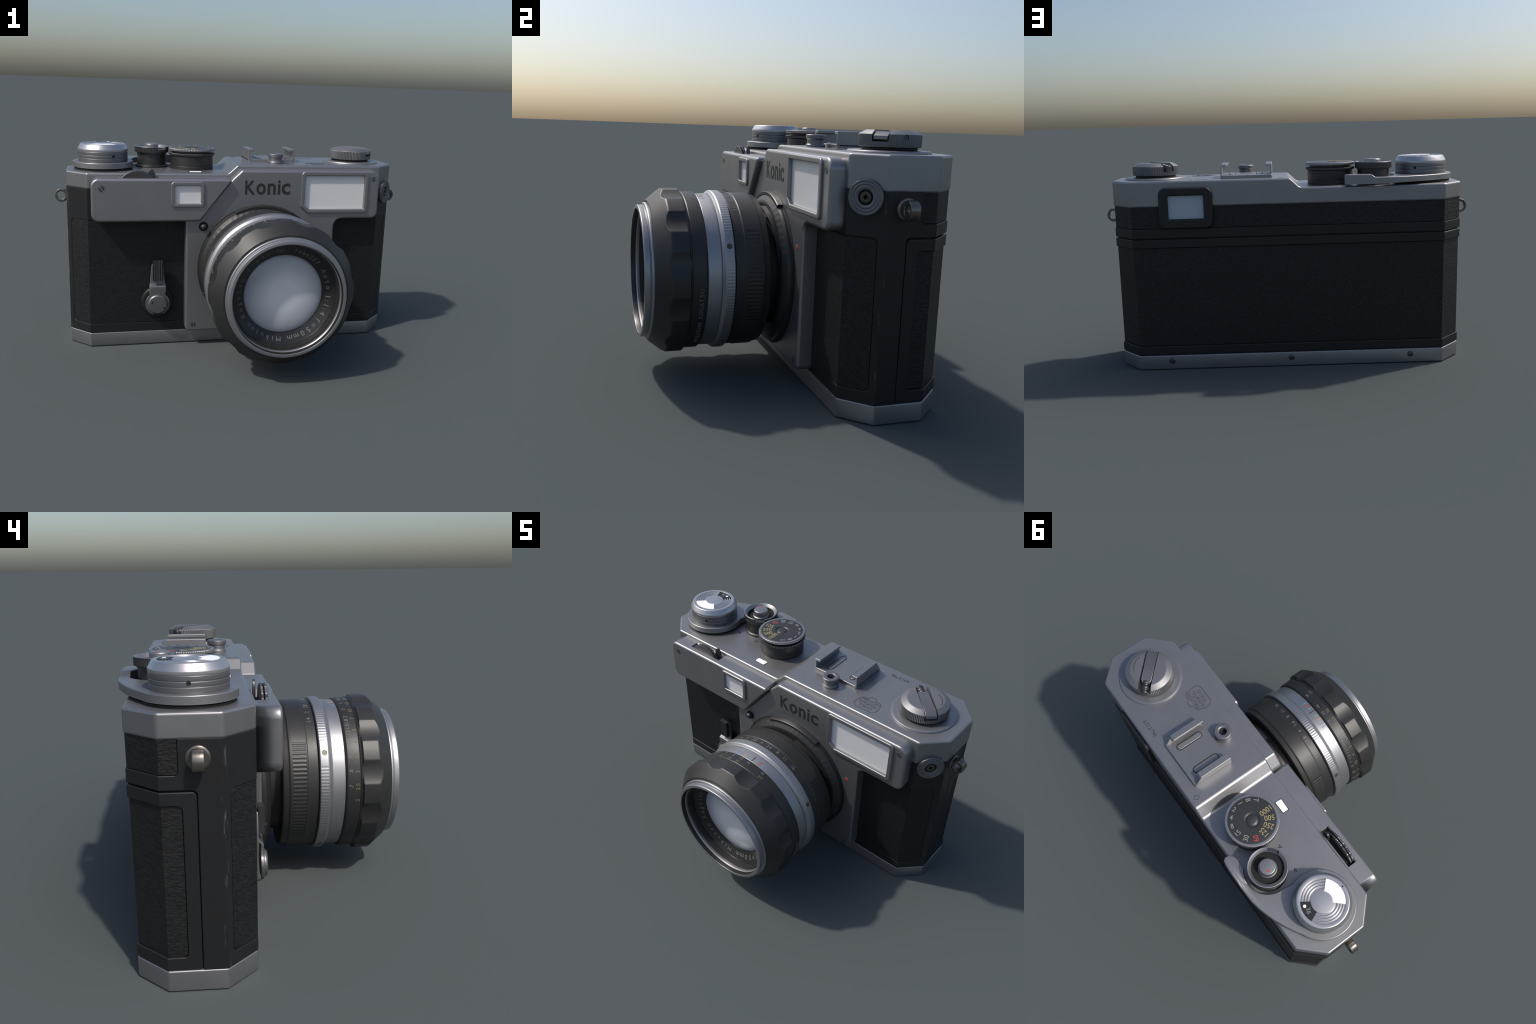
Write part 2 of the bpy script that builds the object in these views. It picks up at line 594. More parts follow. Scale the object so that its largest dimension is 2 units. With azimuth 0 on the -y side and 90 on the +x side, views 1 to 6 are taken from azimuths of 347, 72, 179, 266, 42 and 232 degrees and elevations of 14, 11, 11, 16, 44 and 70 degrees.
# ------------------------------------------------------------------ top cover, stepped
Z_LO, Z_HI = .9755, 1.0235
def deck(x):
    t = max(0, min(1, (x + .063) / .052))
    return Z_LO + (Z_HI - Z_LO) * t
def top_cover():
    o = octagon(.0008)
    pl = []
    for i, p in enumerate(o):
        q = o[(i + 1) % len(o)]
        pl.append(p)
        for xs in ([-.063, -.011] if q[0] > p[0] else [-.011, -.063]):
            if min(p[0], q[0]) < xs < max(p[0], q[0]):
                pl.append((xs, p[1]))
    bm = bmesh.new()
    B = [bm.verts.new((x, y, .8885)) for x, y in pl]
    T = [bm.verts.new((x, y, deck(x))) for x, y in pl]
    n = len(pl)
    for i in range(n):
        bm.faces.new((B[i], B[(i + 1) % n], T[(i + 1) % n], T[i]))
    bm.faces.new(list(reversed(B)))
    bm.faces.new([T[i] for i in range(n) if pl[i][0] <= -.062])
    bm.faces.new([T[i] for i in range(n) if pl[i][0] >= -.012])
    bm.faces.new([T[i] for i in range(n) if -.07 < pl[i][0] < 0])
    ob = make("deck_cover", bm, CHROME, root)
    return bevel(ob, .010, 4, 25)
cover = top_cover()

# deck markings
bm = stroke([(.535, .160, Z_HI), (.520, .146, Z_HI), (.425, .146, Z_HI), (.404, .165, Z_HI), (.404, .200, Z_HI), (.411, .203, Z_HI), (.411, .222, Z_HI), (.428, .236, Z_HI), (.448, .236, Z_HI), (.451, .251, Z_HI), (.485, .251, Z_HI), (.488, .236, Z_HI), (.515, .236, Z_HI), (.529, .222, Z_HI), (.529, .203, Z_HI), (.535, .200, Z_HI)], .0035, (0, 0, 1), .0006, True)
make("maker_emblem", bm, INK_GREY, cover, 0)
lettering("emblem_lettering", [("MIKUTON", (.470, .219, Z_HI), (1, 0, 0), (0, 1, 0)), ("KOGATSU", (.470, .193, Z_HI), (1, 0, 0), (0, 1, 0)), ("TOKYO", (.470, .167, Z_HI), (1, 0, 0), (0, 1, 0))], INK_GREY, cover, .027, .0012, .82)
lettering("serial_number", [("6312798", (.474, .4825, Z_HI), (-1, 0, 0), (0, -1, 0))], INK_GREY, cover, .030, .0012, 1.0)
bm = stroke([(.033 + .012 * cos(a), .498 + .016 * sin(a), Z_HI) for a in (0, pi / 2, pi, 3 * pi / 2)], .004, (0, 0, 1), .0006, True)
make("film_plane_mark", bm, INK_GREY, cover, 0)
lettering("deck_letter", [("A", (-.395, .308, Z_LO), (-.6, .8, 0), (-.8, -.6, 0))], INK_DARK, cover, .034, .0012)
lettering("deck_letter", [("R", (-.532, .316, Z_LO), (-.6, -.8, 0), (.8, -.6, 0))], INK_DARK, cover, .030, .0012)

# little frosted window in the lower deck
def trapezoid(e):
    return [(-.269 - e, .1635 - e), (-.206 + e, .1605 - e), (-.203 + e, .1945 + e), (-.269 - e, .1945 + e)]
plate_xy("frame_window_surround", [rounded(trapezoid(.003), .004)], Z_LO + .0006, Z_LO - .004, NEAR_BLACK, cover, 0)
plate_xy("frame_window", [rounded(trapezoid(0), .004)], Z_LO + .002, Z_LO - .004, WHITE, cover, .001)

# ------------------------------------------------------------------ front panels
Y_R, Y_L = .043, .016                  # front faces of apron plate and rangefinder panel
apron_out = rounded([(-.305, .089), (.543, .089), (.543, .729), (.803, .729), (.803, 1.003), (.002, 1.003), (-.047, .957), (-.236, .730), (-.305, .730)],
                    [.026, .026, .045, .036, .046, .018, .013, .004, .013], 7)
BW = [(.350, .807), (.386, .776), (.722, .776), (.722, .985), (.350, .985)]
big_hole = rounded(BW, [.006, .006, .010, .010, .010])
apron = plate_xz("face_plate", [apron_out, big_hole], Y_R, .1075, CHROME, root, .012, 4)

def ring_of(pts, e):
    """Offset a convex counter-clockwise ring outwards by e."""
    out = []
    n = len(pts)
    for i in range(n):
        p, a, b = Vector(pts[i]), Vector(pts[i - 1]), Vector(pts[(i + 1) % n])
        d1, d2 = (p - a).normalized(), (b - p).normalized()
        n1, n2 = Vector((d1.y, -d1.x)), Vector((d2.y, -d2.x))
        m = (n1 + n2).normalized()
        out.append(tuple(p + m * e / m.dot(n1)))
    return out

plate_xz("viewfinder_bezel", [rounded(ring_of(BW, .0125), [.012, .012, .022, .022, .022]), rounded(ring_of(BW, -.0095), .006)], Y_R - .010, Y_R + .02, CHROME, apron, .0045, 3)
plate_xz("viewfinder_window", [ring_of(BW, .004)], Y_R + .0080, Y_R + .025, PANE, apron, 0)

left_out = rounded([(-.804, .727), (-.229, .727), (-.048, .9575), (-.804, .9575)], [.042, .020, .013, .042], 7)
SW = [(-.377, .817), (-.220, .817), (-.220, .933), (-.377, .933)]
left = plate_xz("rangefinder_panel", [left_out, rounded(SW, .008)], Y_L, .1075, CHROME, root, .012, 4)
plate_xz("rangefinder_bezel", [rounded(ring_of(SW, .011), .020), rounded(ring_of(SW, -.0085), .006)], Y_L - .009, Y_L + .02, CHROME, left, .0042, 3)
plate_xz("rangefinder_window", [ring_of(SW, .004)], Y_L + .0060, Y_L + .025, PANE, left, 0)

def screw(x, y, z, r, ang, parent):
    ob = lathe("panel_screw", [(0, .0), (r * .72, .0), (r * .86, -.0012), (r, .0006), (r * 1.04, -.004), (0, -.004)], (0, -1, 0), (x, y, z), DARK_CHROME, parent, 32, rad=.0006)
    M = Matrix.Translation((x, y, z)) @ Matrix.Rotation(ang, 4, "Y")
    cut(ob, box_bm(-r * 1.1, r * 1.1, -.004, .0015, -r * .14, r * .14, M))
    return ob
screw(-.748, Y_L - .0005, .904, .0185, radians(52), left)
screw(.766, Y_R - .0005, .954, .0150, radians(-25), apron)
screw(-.258, Y_R - .0005, .126, .016, radians(90), apron)
screw(.497, Y_R - .0005, .123, .016, radians(70), apron)
disc("alignment_dot", .0115, -.004, .0012, (0, -1, 0), (.481, Y_R, .614), INK_RED, apron)
lathe("release_stud_seat", [(0, .0012), (.026, .0012), (.027, -.004), (0, -.004)], (0, -1, 0), (-.208, Y_R, .694), NEAR_BLACK, apron, 40, rad=0)
lathe("release_stud", [(0, .0265), (.006, .026), (.0125, .0225), (.0165, .016), (.018, .008), (.018, 0), (0, 0)], (0, -1, 0), (-.208, Y_R, .694), DARK_CHROME, apron, 40, rad=.001)
# name on the front plate, thin dark letters laid on in place of engraving
def boxed(items, mat, name, parent):
    """Letters fitted to given boxes (x0, x1, z0, z1) on the front plate."""
    bm = bmesh.new()
    for ch, x0, x1, z0, z1 in items:
        me = glyphs(ch, .1, .0014, .0022)
        xs = [v.co.x for v in me.vertices]
        ys = [v.co.y for v in me.vertices]
        for v in me.vertices:
            u, w = (v.co.x - min(xs)) / (max(xs) - min(xs)), (v.co.y - min(ys)) / (max(ys) - min(ys))
            v.co = Vector((x0 + (x1 - x0) * u, Y_R - .0002 - v.co.z, z0 + (z1 - z0) * w))
        bm.from_mesh(me)
        bpy.data.meshes.remove(me)
    return make(name, bm, mat, parent, 0, False)
boxed([("K", .0185, .077, .869, .9475), ("o", .0820, .1355, .868, .932), ("n", .1455, .1915, .869, .932), ("i", .2030, .2185, .869, .9495), ("c", .2250, .2760, .868, .932)], INK_DARK, "name_lettering", apron)

# film reminder wheel and its finger leaf in the panel's top slot
cut(left, box_bm(-.669, -.447, .050, .098, .925, .98), 0)
weighted(left)
box("slot_floor_plate", -.6685, -.4475, .0505, .0975, .920, .928, NEAR_BLACK, left)  # black plate added on the slot floor to pass for depth
for y in (.0555, .0695):
    lathe("counter_wheel", [(.05, -.006), (.104, -.006), (.1085, -.004), (.1085, .004), (.104, .006), (.05, .006)], (0, 1, 0), (-.562, y, .8895), DARK_CHROME, left, 240, ribs(90, .0022, -.0045, .0045), True, rad=.001)
leaf = [(-.464, .93)] + [(-.4855 + .0205 * cos(radians(q)), .964 + .0370 * sin(radians(q))) for q in range(0, 181, 12)] + [(-.507, .93)]
plate_xz("wheel_catch", [leaf], .083, .093, DARK_CHROME, left, .003)

# ------------------------------------------------------------------ eyepiece on the back
EYE = [(.394, .777), (.674, .777), (.674, .991), (.394, .991)]
HOLE = [(.441, .826), (.626, .826), (.626, .948), (.394 + .047, .948)]
eye = plate_xz("eyepiece", [rounded(EYE, .040, 7), rounded(HOLE, .004)], .558, .520, RUBBER, root, .008, 3)
plate_xz("eyepiece_window", [ring_of(HOLE, .003)], .5395, .527, PANE_BACK, eye, 0)

# ------------------------------------------------------------------ strap lugs
for sgn in (-1, 1):
    x0 = sgn * XS
    seat = lathe("strap_lug", [(0, .005), (.034, .005), (.0405, .002), (.0425, -.004), (0, -.004)], (sgn, 0, 0), (x0, .298, .8295), LUG_STEEL, root, 40)
    c = Vector((x0 + sgn * .0325, .298, .8290))         # eye of the loop
    bm = lathe_bm(soft([(.0222, -.0195), (.0370, -.0195), (.0370, .0195), (.0222, .0195)], .004, 3, True), (0, 1, 0), c, 48, None, True)
    for v in bm.verts:                                  # thinner at its tip, thicker where it roots in the wall
        d = v.co - c
        if d.x * sgn > 0 and hypot(d.x, d.z) > .026:
            v.co.x = c.x + d.x * .88
    make("lug_loop", bm, LUG_STEEL, seat)

# ------------------------------------------------------------------ flash sync socket
ax = Vector((1, -1, 0)).normalized()
pc_c = Vector((.8725, .165, .8675))
prof = [(0, -.006), (.066, -.006), (.0672, .018), (.065, .023), (.060, .0235), (.058, .0215), (.054, .0215), (.052, .0235), (.048, .0235), (.046, .0215), (.042, .0215), (.040, .0235), (.035, .0235), (.032, .021), (.029, .021), (.028, .006), (0, .006)]
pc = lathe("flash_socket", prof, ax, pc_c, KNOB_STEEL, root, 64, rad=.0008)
disc("socket_floor_disc", .0285, .004, .0075, ax, pc_c, NEAR_BLACK, pc)  # near-black disc on the socket floor, its depth put into colour
lathe("socket_pin", [(.008, .006), (.0215, .006), (.0215, .0185), (.019, .0195), (.008, .0195)], ax, pc_c, BRASS, pc, 40, None, True, rad=.0008)

# ------------------------------------------------------------------ self-timer
tc = (-.456, YF, .2535)
dk = lathe("self_timer", [(0, -.004), (.090, -.004), (.090, .006), (.084, .016), (.070, .018), (0, .018)], (0, -1, 0), tc, DARK_CHROME, root, 64, rad=.003)
dk.data.materials[0] = RUBBER
a0 = []
for k in range(25):                                    # round foot of the lever, open notch below
    q = radians(118 + (422 - 118) * k / 24)
    a0.append((tc[0] + .068 * cos(q), tc[2] + .068 * sin(q)))
foot = a0 + [(-.409, .338), (-.404, .345), (-.508, .345), (-.503, .338)]
foot = [(tc[0] + .068 * cos(radians(q)), tc[2] + .068 * sin(radians(q))) for q in range(130, 412, 10)] + [(-.410, .345), (-.502, .345)]
lev = plate_xz("timer_lever", [foot], .055, .067, MID_CHROME, dk, .004)
cut(lev, box_bm(-.479, -.430, .04, .08, .175, .205))
# cranked arm: out at the foot, stepping back toward the body
bm = bmesh.new()
rows = []
for z, hw, yf in ((.340, .0465, .055), (.352, .0455, .056), (.366, .0425, .073), (.380, .041, .075), (.470, .032, .076), (.480, .026, .077)):
    rows.append([bm.verts.new((-.456 + sx * hw, y, z)) for sx, y in ((-1, yf), (1, yf), (1, yf + .011), (-1, yf + .011))])
for a, b in zip(rows, rows[1:]):
    for k in range(4):
        bm.faces.new((a[k], a[(k + 1) % 4], b[(k + 1) % 4], b[k]))
bm.faces.new(rows[0]); bm.faces.new(rows[-1])
bevel(make("timer_arm", bm, MID_CHROME, dk), .002, 2, 40)
def grip_outline(y_out, y_in):
    pts = []
    n = 40
    for k in range(n + 1):
        t = k / n
        x = -.482 + .055 * t
        pts.append((x, y_out + .0032 * abs(sin(t * pi * 4.5)) ** .6 - .0032))
    return pts + [(-.427, y_in), (-.482, y_in)]
bm = sheet_solid([grip_outline(.053, .075)], .112, lambda x, y, d: (x, y, .500 - d))
make("timer_grip", bm, DARK_CHROME, dk)
cap = lathe("timer_cap", [(0, -.002), (.055, -.002), (.055, .009), (.0495, .0155), (.046, .0165), (0, .0165)], (0, -1, 0), (-.457, .0555, .2535), MID_CHROME, dk, 48, rad=.002)
for x, z in ((-.487, .268), (-.422, .233)):
    disc("cap_dark_dot", .0052, .010, .0170, (0, -1, 0), (x, .0555, z), NEAR_BLACK, cap, 16, 0)  # dark discs stand for the pinholes; nothing is drilled

# ------------------------------------------------------------------ advance lever and knob
WX, WY = -.7358, .3197
RX, RY = -.4605, .4279
spacer = lathe("lever_seat", [(0, Z_LO - .002), (.157, Z_LO - .002), (.157, .985), (.150, .985), (.150, .993), (0, .993)], "z", (WX, WY, 0), NEAR_BLACK, root, 72, rad=.001)
out = []
a_tan = radians(113)
for k in range(49):                                    # disc, from the tangent of the arm round to the release button
    q = a_tan + (radians(380) - a_tan) * k / 48
    out.append((WX + .1638 * cos(q), WY + .1638 * sin(q)))
for q in range(185, 45, -7):                           # bite round the release button
    out.append((RX + .112 * cos(radians(q)), RY + .112 * sin(radians(q))))
out += [(-.362, .5135), (-.335, .512), (-.312, .519), (-.297, .536), (-.294, .556), (-.303, .569), (-.322, .574), (-.380, .5775), (-.440, .5775), (-.490, .5765), (-.535, .5745), (-.580, .566), (-.625, .5535), (-.670, .538), (-.715, .518), (-.755, .497)]
def lever_place(x, y, d):
    t = max(0, min(1, (x + .452) / .022)) if y > .45 else 0
    if d > .02:                                        # underside, dipping a little along the arm
        return (x, y, .9895 - .004 * max(0, min(1, (x + .6) / .1)))
    return (x, y, 1.0195 + .0155 * t - d)
lever = weighted(make("advance_lever", sheet_solid([out], .03, lever_place, .0045, 3, (-.452, -.430)), CHROME, root), 40)

kn = [(0, 1.070), (.1335, 1.0745), (.1355, 1.0775), (.1355, 1.088), (.1215, 1.1125), (.118, 1.1138), (.1035, 1.1138), (.1027, 1.1075)]
for r in (.0925, .0795, .0665):
    kn += [(r + .0058, 1.1075), (r + .0040, 1.1133), (r - .0010, 1.1133), (r - .0028, 1.1075)]
kn += [(.0585, 1.1075), (.0560, 1.1136), (0, 1.1136)]
knob = lathe("advance_knob", kn, "z", (WX, WY, 0), PALE_CHROME, lever, 128, rad=.0012)
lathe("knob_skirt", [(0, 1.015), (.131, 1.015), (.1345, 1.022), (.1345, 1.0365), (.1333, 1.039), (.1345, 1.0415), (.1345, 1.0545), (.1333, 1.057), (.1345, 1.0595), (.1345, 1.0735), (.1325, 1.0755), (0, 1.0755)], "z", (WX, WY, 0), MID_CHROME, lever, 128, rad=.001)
def sector(a, b, r0, r1, n=24):
    A = [radians(a + (b - a) * k / n) for k in range(n + 1)]
    return [(WX + r1 * cos(q), WY + r1 * sin(q)) for q in A] + [(WX + r0 * cos(q), WY + r0 * sin(q)) for q in reversed(A)]
plate_xy("reminder_sector", [sector(-134, -45, .044, .1025)], 1.1143, 1.110, WHITE, knob, 0)
dark_sec = plate_xy("film_length_plate", [sector(56, 113, .0575, .1022)], 1.1141, 1.110, RUBBER, knob, 0)  # black plate standing proud in place of the recessed sector
disc("index_bead", .0078, 1.110, 1.1150, "z", (-.705, .4005, 0), WHITE, knob, 20)
q = radians(92)
lettering("film_length_number", [("36", (-.731, .399, 1.1142), (-.93, .37, 0), (-.37, -.93, 0))], INK_WHITE, knob, .030, .0012)
for q in (-66, 66, 180):
    d = Vector((cos(radians(q)), sin(radians(q)), 0))
    disc("knob_dark_disc", .0075, .128, .1352, d, (WX, WY, 1.053), NEAR_BLACK, knob, 20, 0)  # dark discs set on the skirt instead of bored holes
disc("rim_dark_dot", .004, 1.110, 1.1142, "z", (WX, WY - .1125, 0), NEAR_BLACK, knob, 12, 0)  # small dark disc on the rim; no notch is cut

# ------------------------------------------------------------------ shutter release
rel = lathe("shutter_release", [(0, Z_LO - .003), (.0935, Z_LO - .003), (.0935, .983), (.086, .988), (.083, .990), (.083, 1.062), (0, 1.062)], "z", (RX, RY, 0), LENS_BLACK, root, 72)
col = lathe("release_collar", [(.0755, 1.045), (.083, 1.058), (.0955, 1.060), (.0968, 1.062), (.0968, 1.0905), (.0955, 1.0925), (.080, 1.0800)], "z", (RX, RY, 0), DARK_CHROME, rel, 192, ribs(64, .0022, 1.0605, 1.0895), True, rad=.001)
rim = lathe("collar_rim", [(.0765, 1.074), (.0950, 1.0905), (.0958, 1.0922), (.0945, 1.0940), (.0905, 1.0940), (.0765, 1.080)], "z", (RX, RY, 0), CHROME, rel, 96, None, True, rad=.001)
nq = radians(-54)
M = Matrix.Translation((RX, RY, 0)) @ Matrix.Rotation(nq, 4, "Z")
for o in (col, rim):
    cut(o, box_bm(.055, .12, -.029, .029, 1.0765, 1.11, M))
lathe("collar_tooth_ring", [(.077, 1.055), (.0885, 1.055), (.0885, 1.073), (.077, 1.075)], "z", (RX, RY, 0), DARK_CHROME, rel, 144, ribs(36, .003, 1.054, 1.074), True, rad=0)
lathe("release_floor_disc", [(0, 1.060), (.0765, 1.060), (.0765, 1.0645), (0, 1.0645)], "z", (RX, RY, 0), NEAR_BLACK, rel, 48, rad=0)  # near-black disc inside the collar, standing in for a deep dark bore
btn = lathe("release_button", [(0, 1.055), (.046, 1.055), (.046, 1.071), (.041, 1.074), (.0395, 1.077), (.0395, 1.103), (.036, 1.1072), (0, 1.1078)], "z", (RX, RY, 0), CHROME, rel, 48, rad=.002)
disc("release_dot", .0065, 1.105, 1.1082, "z", (RX - .018, RY + .009, 0), INK_RED, btn, 16, 0)

# ------------------------------------------------------------------ shutter speed dial
DX, DY = -.2360, .3550
dial = lathe("speed_dial", [(0, Z_LO - .003), (.122, Z_LO - .003), (.122, .993), (.1205, .9955), (.122, .998), (.122, 1.050), (.1195, 1.053), (.1195, 1.066), (.112, 1.068), (.112, 1.080), (0, 1.080)], "z", (DX, DY, 0), LENS_BLACK, root, 96, rad=.0015)
def dial_ring(z0, z1):
    return [(.10, z0), (.1275, z0), (.1312, z0 + .003), (.1312, z1 - .003), (.128, z1), (.10, z1)]
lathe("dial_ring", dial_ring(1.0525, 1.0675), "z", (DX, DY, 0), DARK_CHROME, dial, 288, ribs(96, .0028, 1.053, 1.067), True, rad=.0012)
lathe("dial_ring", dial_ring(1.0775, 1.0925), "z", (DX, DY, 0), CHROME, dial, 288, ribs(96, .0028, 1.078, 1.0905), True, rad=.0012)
face = lathe("dial_face", [(0, 1.080), (.1175, 1.080), (.1175, 1.0915), (.1165, 1.0932), (.040, 1.0932), (.037, 1.0925), (.0315, 1.0885), (.030, 1.0885), (.027, 1.091), (.018, 1.0925), (0, 1.0932)], "z", (DX, DY, 0), plain("dial_enamel", (.030, .030, .032), .42), dial, 96, rad=.001)
lathe("dial_hub", [(0, 1.089), (.0285, 1.089), (.025, 1.0915), (.016, 1.0932), (0, 1.0938)], "z", (DX, DY, 0), DARK_CHROME, face, 40, rad=0)
def dial_marks(name, marks, mat, size):
    it = []
    for t, a, r in marks:
        d = Vector((cos(radians(a)), sin(radians(a)), 0))
        it.append((t, Vector((DX, DY, 1.0932)) + d * r, -d, Vector((0, 0, 1)).cross(-d)))
    lettering(name, it, mat, face, size, .0010, .92)
dial_marks("speed_number", [("1000", -89, .081), ("500", -117, .083), ("250", -144, .083), ("125", -172, .083)], INK_YELLOW, .037)
dial_marks("speed_number", [("60", 157, .090)], INK_RED, .036)
dial_marks("speed_number", [("30", 127, .092), ("15", 98, .093), ("8", 72, .098), ("4", 47, .099), ("2", 23, .100), ("1", -1, .100), ("B", -24, .101), ("T", -46, .101)], INK_WHITE, .034)

# ------------------------------------------------------------------ rewind knob
KX0, KY0 = .7161, .3201
rbase = lathe("rewind_seat", [(0, Z_HI - .004), (.1635, Z_HI - .004), (.1635, 1.0275), (.1605, 1.0325), (.150, 1.0335), (0, 1.0335)], "z", (KX0, KY0, 0), CHROME, root, 96, rad=.001)
lathe("rewind_stem", [(0, 1.030), (.108, 1.030), (.108, 1.050), (0, 1.050)], "z", (KX0, KY0, 0), NEAR_BLACK, rbase, 64)
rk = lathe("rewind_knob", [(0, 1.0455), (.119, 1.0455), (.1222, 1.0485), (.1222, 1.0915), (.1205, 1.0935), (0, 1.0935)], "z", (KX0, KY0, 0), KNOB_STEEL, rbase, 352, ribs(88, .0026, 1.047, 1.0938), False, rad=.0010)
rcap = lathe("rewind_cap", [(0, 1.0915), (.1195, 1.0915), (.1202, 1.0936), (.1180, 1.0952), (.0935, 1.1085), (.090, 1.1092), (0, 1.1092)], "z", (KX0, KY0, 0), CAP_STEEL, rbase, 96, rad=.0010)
sq = radians(-44.5)
M = Matrix.Translation((KX0, KY0, 0)) @ Matrix.Rotation(sq, 4, "Z")
for o in (rk, rcap):
    cut(o, box_bm(-.2, .2, -.033, .033, 1.066, 1.2, M))
# folded crank lying in the slot; its small handle at the back
def crank():
    bm = bmesh.new()
    sec = [(.1165, 1.0725, 1.0735), (.1150, 1.073, 1.088), (.088, 1.073, 1.1035), (-.060, 1.073, 1.1035), (-.076, 1.073, 1.096), (-.079, 1.073, 1.090)]
    rows = []
    for u, z0, z1 in sec:
        w = .0285 if u > -.05 else .0285 * (1 - ((-.05 - u) / .034) ** 2) ** .5 if u > -.083 else .01
        rows.append([bm.verts.new(M @ Vector((u, s * w, z))) for s, z in ((-1, z0), (1, z0), (1, z1), (-1, z1))])
    for a, b in zip(rows, rows[1:]):
        for k in range(4):
            bm.faces.new((a[k], a[(k + 1) % 4], b[(k + 1) % 4], b[k]))
    bm.faces.new(rows[0]); bm.faces.new(rows[-1])
    return bevel(make("rewind_crank", bm, MID_CHROME, rk), .003, 2, 35)
cr = crank()
hd = M.to_3x3() @ Vector((-1, 0, -.20))
lathe("crank_handle", [(0, .060), (.016, .060), (.019, .066), (.019, .074), (.0155, .078), (.0155, .086), (.0195, .091), (.0195, .102), (.0155, .106), (.0155, .112), (.0205, .116), (.0205, .124), (.017, .128), (0, .128)], hd, (KX0, KY0, 1.1010), DARK_CHROME, cr, 32, rad=.002)
disc("knob_dark_disc", .0105, .115, .1205, (cos(radians(3)), sin(radians(3)), 0), (KX0, KY0, 1.084), NEAR_BLACK, rk, 24, 0)  # black disc added in the knurl in place of a hole
arc = [(KX0 + r * cos(radians(a)), KY0 + r * sin(radians(a)), 1.1092) for a, r in [(66 - 68 * k / 14, .071 + .012 * k / 14) for k in range(15)]]
bm = stroke(arc, .0045, (0, 0, 1), .0005)
make("turn_arrow", bm, INK_GREY, rcap, 0)

# ------------------------------------------------------------------ accessory shoe
SX0, SX1, SY0, SY1, SZ = .0780, .3520, .2555, .4720, 1.0405
shoe = plate_xy("accessory_shoe", [rounded([(SX0, SY0), (SX1, SY0), (SX1, SY1), (SX0, SY1)], .010)], SZ, Z_HI - .003, CHROME, root, .003)
for sgn, xo in ((1, SX0), (-1, SX1)):
    # wall with a slanting rear end and a lip folded inward
    sec = [(0, SZ - .010), (0, 1.0965), (.0345, 1.0965), (.0345, 1.0835), (.0105, 1.0835), (.0105, SZ - .010)]
    bm = bmesh.new()
    F = [bm.verts.new((xo + sgn * u, SY0, z)) for u, z in sec]
    B = [bm.verts.new((xo + sgn * u, SY1 - .042 * (z - SZ + .01) / .067, z)) for u, z in sec]
    n = len(sec)
    for i in range(n):
        bm.faces.new((F[i], F[(i + 1) % n], B[(i + 1) % n], B[i]))
    bm.faces.new(F); bm.faces.new(B)
    bevel(make("shoe_rail", bm, CHROME, shoe), .0028, 2, 30)
for x in (.1475, .2935):
    def stadium(e):
        return rounded([(x - .0145 - e, .292 - e), (x + .0145 + e, .292 - e), (x + .0145 + e, .432 + e), (x - .0145 - e, .432 + e)], .0143 + e, 7)
    plate_xy("spring_outline", [stadium(.0045), stadium(0)], SZ + .0008, SZ - .003, INK_DARK, shoe, 0)  # dark raised ring stands for the gap round the leaf
    plate_xy("spring_leaf", [stadium(-.0008)], SZ + .0022, SZ - .003, CHROME, shoe, .0018)

# small screw-in socket in front of the shoe
lathe("accessory_socket", [(.0, Z_HI - .003), (.0438, Z_HI - .003), (.0438, 1.0325), (.040, 1.0365), (.0385, 1.038), (.0385, 1.0555), (.0405, 1.0575), (.0438, 1.0605), (.0438, 1.0760), (.041, 1.0785), (.026, 1.0785), (.0215, 1.0765), (.0195, 1.0760), (.0195, 1.045), (0, 1.045)], "z", (.2246, .2042, 0), MID_CHROME, root, 56, rad=.0015)
disc("bore_floor_disc", .0190, 1.044, 1.047, "z", (.2246, .2042, 0), NEAR_BLACK, bpy.data.objects["accessory_socket"], 32, 0)  # near-black disc closing the bore, dark colour in place of shade

# ------------------------------------------------------------------ lens
LX, LZ = .1190, .4560
LC = (LX, 0, LZ)
def on_lens(r, y, deg):
    return Vector((LX + r * cos(radians(deg)), y, LZ + r * sin(radians(deg))))

# mount on the front plate
mount = lathe("lens_mount", [(.24, .050), (.3575, .050), (.3575, .0415), (.352, .0405), (.345, .034), (.332, .034), (.332, .050)], "y", LC, NEAR_BLACK, root, 128, None, False, rad=.001)
lathe("mount_ring", [(.25, .046), (.345, .046), (.345, .026), (.340, .017), (.334, .012), (.318, -.002), (.305, -.006), (.25, -.006)], "y", LC, LENS_BLACK, mount, 288,
      lambda r, h, t: r - (.0016 * (.5 + .5 * cos(60 * t)) if -.004 < h < .013 else 0), True, rad=.0015)
for a, b in ((62, 116), (-64, -23), (-157, -116)):
    n = 20
    bm = bmesh.new()
    rows = []
    for k in range(n + 1):
        q = a + (b - a) * k / n
        rows.append([bm.verts.new(on_lens(r, y, q)) for r, y in ((.336, .045), (.356, .045), (.356, .020), (.352, .014), (.340, .014), (.336, .018))])
    for p, r in zip(rows, rows[1:]):
        for k in range(6):
            bm.faces.new((p[k], p[(k + 1) % 6], r[(k + 1) % 6], r[k]))
    bm.faces.new(rows[0]); bm.faces.new(rows[-1])
    make("mount_tab", bm, LENS_BLACK, mount, 40)
bm = bmesh.new()                                       # sprung leaf seen in the gap behind the barrel
rows = []
for k in range(25):
    q = 0 + 80 * k / 24
    y = -.002 - .030 * (k / 24)
    rows.append([bm.verts.new(on_lens(r, yy, q)) for r, yy in ((.296, y), (.300, y), (.300, 0), (.296, 0))])
for p, r in zip(rows, rows[1:]):
    for k in range(4):
        bm.faces.new((p[k], p[(k + 1) % 4], r[(k + 1) % 4], r[k]))
bm.faces.new(rows[0]); bm.faces.new(rows[-1])
make("mount_leaf", bm, LENS_BLACK, mount, 40)

